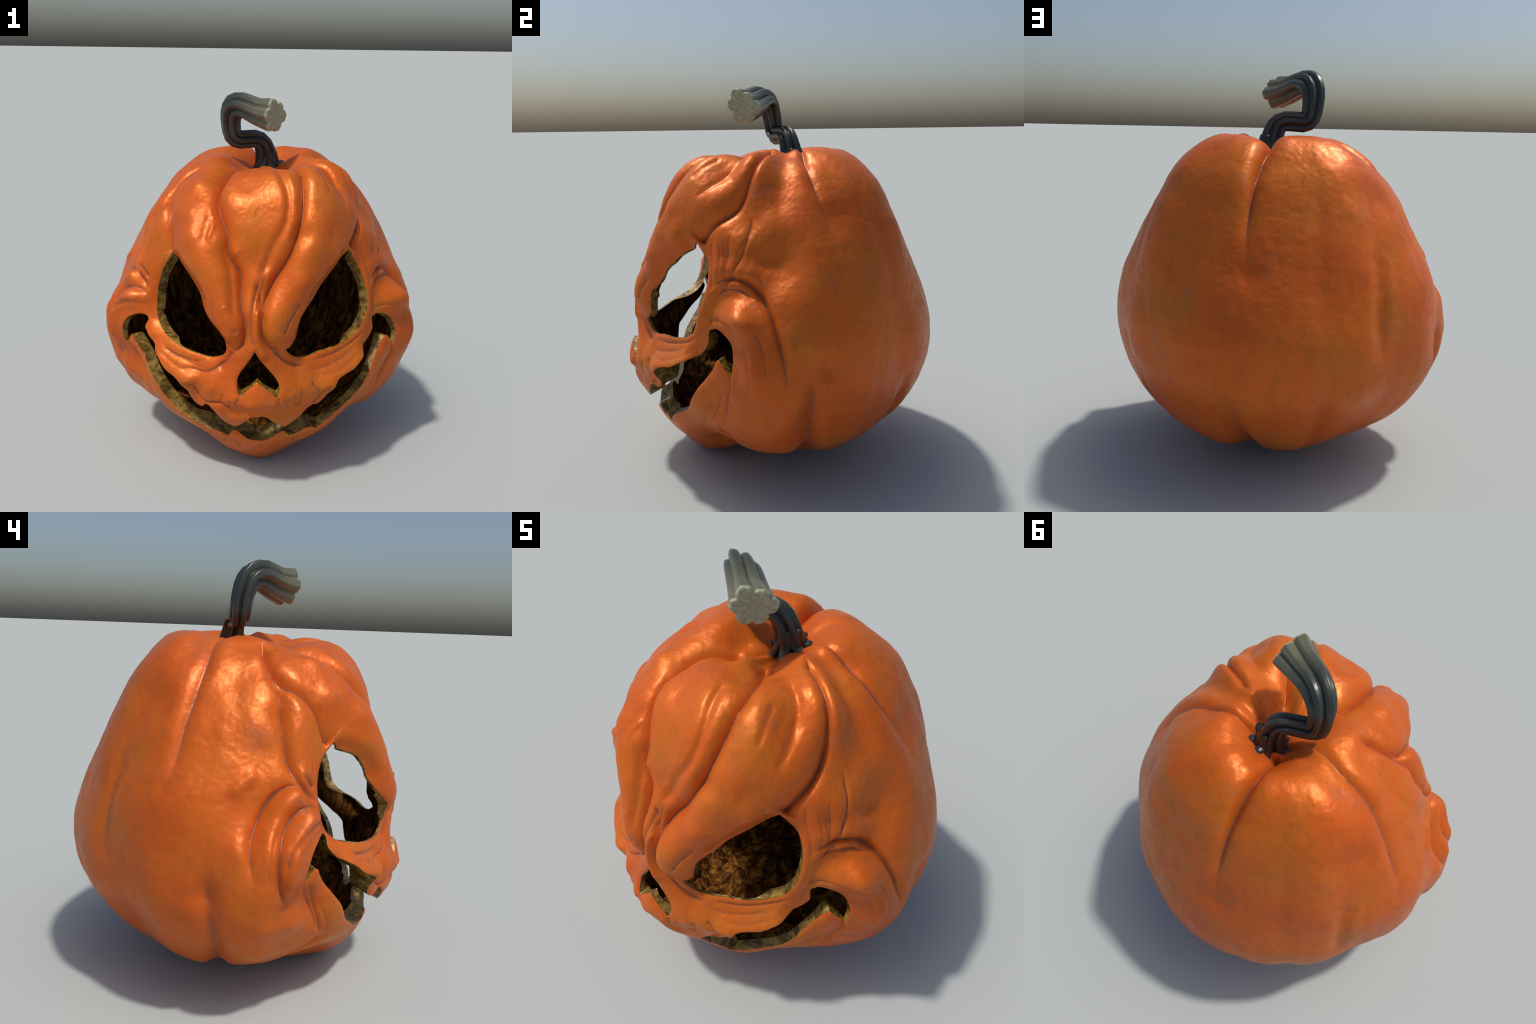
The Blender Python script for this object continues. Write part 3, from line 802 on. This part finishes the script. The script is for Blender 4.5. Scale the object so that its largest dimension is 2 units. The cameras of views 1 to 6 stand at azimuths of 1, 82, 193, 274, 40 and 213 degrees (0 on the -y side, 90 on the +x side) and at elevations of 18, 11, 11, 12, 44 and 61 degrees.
def stem_rings():
    ctrl = np.array(STEM)
    p = np.vstack([2 * ctrl[0] - ctrl[1], ctrl, 2 * ctrl[-1] - ctrl[-2]])
    path = []
    for i in range(1, len(p) - 2):
        t = np.linspace(0, 1, 2, endpoint=False)[:, None]
        path.append(_catmull(p[i - 1], p[i], p[i + 1], p[i + 2], t))
    path.append(ctrl[-1:])
    path = np.vstack(path)
    xyz, rad = path[:, :3], path[:, 3]
    tan = np.gradient(xyz, axis=0)
    tan /= np.linalg.norm(tan, axis=1)[:, None]
    side = np.cross(tan[0], (0, 1, 0))
    phi = np.linspace(0, 2 * math.pi, 120, endpoint=False)
    out = []
    for k in range(len(xyz)):
        side = side - tan[k] * (side @ tan[k])
        side /= np.linalg.norm(side)
        up = np.cross(tan[k], side)
        u = k / (len(xyz) - 1)
        lobe = np.abs(np.cos(LOBES / 2 * phi + 0.5 + 0.35 * u)) ** 0.75
        depth = 0.47 - 0.20 * u ** 3
        r = rad[k] * (1 - depth + depth * lobe) * (1 + 0.10 * np.sin(2 * phi + 1.0) * u + 0.06 * np.sin(phi * 3 + 2))
        r *= 1 + 0.02 * np.cos(LOBES * 3 * phi + 4 * u)
        if u < 0.12:
            r *= 1 + 0.35 * (0.12 - u) / 0.12 * np.cos(LOBES / 2 * phi + 0.5) ** 2
        out.append(xyz[k] + np.outer(np.cos(phi) * r, side) + np.outer(np.sin(phi) * r, up))
    return np.array(out), tan


rings, stem_tan = stem_rings()
nk, nphi = rings.shape[:2]
j = np.arange(nphi)
stem_quads = np.concatenate([np.stack([k * nphi + j, k * nphi + (j + 1) % nphi, (k + 1) * nphi + (j + 1) % nphi, (k + 1) * nphi + j], -1)
                             for k in range(nk - 1)])
stem_mesh, _ = make_mesh("stem", rings.reshape(-1, 3), stem_quads)
stem = add_object("stem", stem_mesh, pumpkin, MAT_STEM)

# blunt end: shrinking rings, slightly dished
tip = rings[-1]
centre = tip.mean(0)
cap = [centre + (tip - centre) * s + stem_tan[-1] * h for s, h in
       ((1.0, 0.0), (0.99, 0.005), (0.96, 0.010), (0.90, 0.013), (0.7, 0.012), (0.5, 0.010), (0.3, 0.008), (0.12, 0.007))]
cap_v = np.vstack(cap + [centre[None] + stem_tan[-1] * 0.007])
cap_q = np.concatenate([np.stack([k * nphi + j, k * nphi + (j + 1) % nphi, (k + 1) * nphi + (j + 1) % nphi, (k + 1) * nphi + j], -1)
                        for k in range(len(cap) - 1)])
last = len(cap) * nphi
cap_mesh, _ = make_mesh("stem_cut", cap_v, cap_q, [[(len(cap) - 1) * nphi + a, (len(cap) - 1) * nphi + (a + 1) % nphi, last] for a in range(nphi)])
add_object("stem_cut", cap_mesh, stem, MAT_PITH)


def skin_point(az, el, lift):
    a, e = np.array([az], float), np.array([el], float)
    r = base_radius(a, e) + relief(a, e)
    return (CENTRE + directions(a, e) * (r + lift)[:, None])[0]


def root(points, radii):
    """A tapered root tongue that creeps from the stem's foot over the skin."""
    p = np.array(points)
    p = np.vstack([2 * p[0] - p[1], p, 2 * p[-1] - p[-2]])
    r = np.interp(np.linspace(0, 1, 25), np.linspace(0, 1, len(radii)), radii)
    path = []
    for t in np.linspace(0, len(points) - 1.0001, 25):
        i = int(t) + 1
        path.append(_catmull(p[i - 1], p[i], p[i + 1], p[i + 2], t - int(t)))
    path = np.array(path)
    tan = np.gradient(path, axis=0)
    tan /= np.linalg.norm(tan, axis=1)[:, None]
    phi = np.linspace(0, 2 * math.pi, 16, endpoint=False)
    v = []
    for k in range(25):
        s = np.cross(tan[k], (0, 0, 1.0))
        s /= np.linalg.norm(s) + 1e-9
        u = np.cross(s, tan[k])
        v.append(path[k] + np.outer(np.cos(phi) * r[k], s) + np.outer(np.sin(phi) * r[k] * 0.7, u))
    v = np.vstack(v)
    i = np.arange(16)
    q = np.concatenate([np.stack([k * 16 + i, k * 16 + (i + 1) % 16, (k + 1) * 16 + (i + 1) % 16, (k + 1) * 16 + i], -1) for k in range(24)])
    m, _ = make_mesh("root", v, q, [list(i[::-1]), list(24 * 16 + i)])
    return add_object("root", m, stem, MAT_STEM)


for az, length in ((-35, 0.125), (-85, 0.14), (18, 0.115), (70, 0.105), (120, 0.11), (170, 0.105)):
    a = math.radians(az)
    foot = np.array([0.036, 0.074, 1.56])
    out = np.array([math.sin(a), -math.cos(a), 0.0])
    pts = [foot + out * 0.030 + np.array([0, 0, 0.10]), foot + out * 0.050 + np.array([0, 0, 0.035])]
    for s in (0.085, length):
        q = foot + out * s - CENTRE
        flat, azimuth = math.hypot(q[0], q[1]), math.degrees(math.atan2(q[0], -q[1]))
        el = 80.0
        for _ in range(12):                      # walk to the spot of the skin right below q
            r = np.linalg.norm(skin_point(azimuth, el, 0.0) - CENTRE)
            el = math.degrees(math.acos(min(flat / r, 1.0)))
        pts.append(skin_point(azimuth, el, -0.004 if s < length else -0.016))
    root(pts, (0.022, 0.027, 0.020, 0.007))
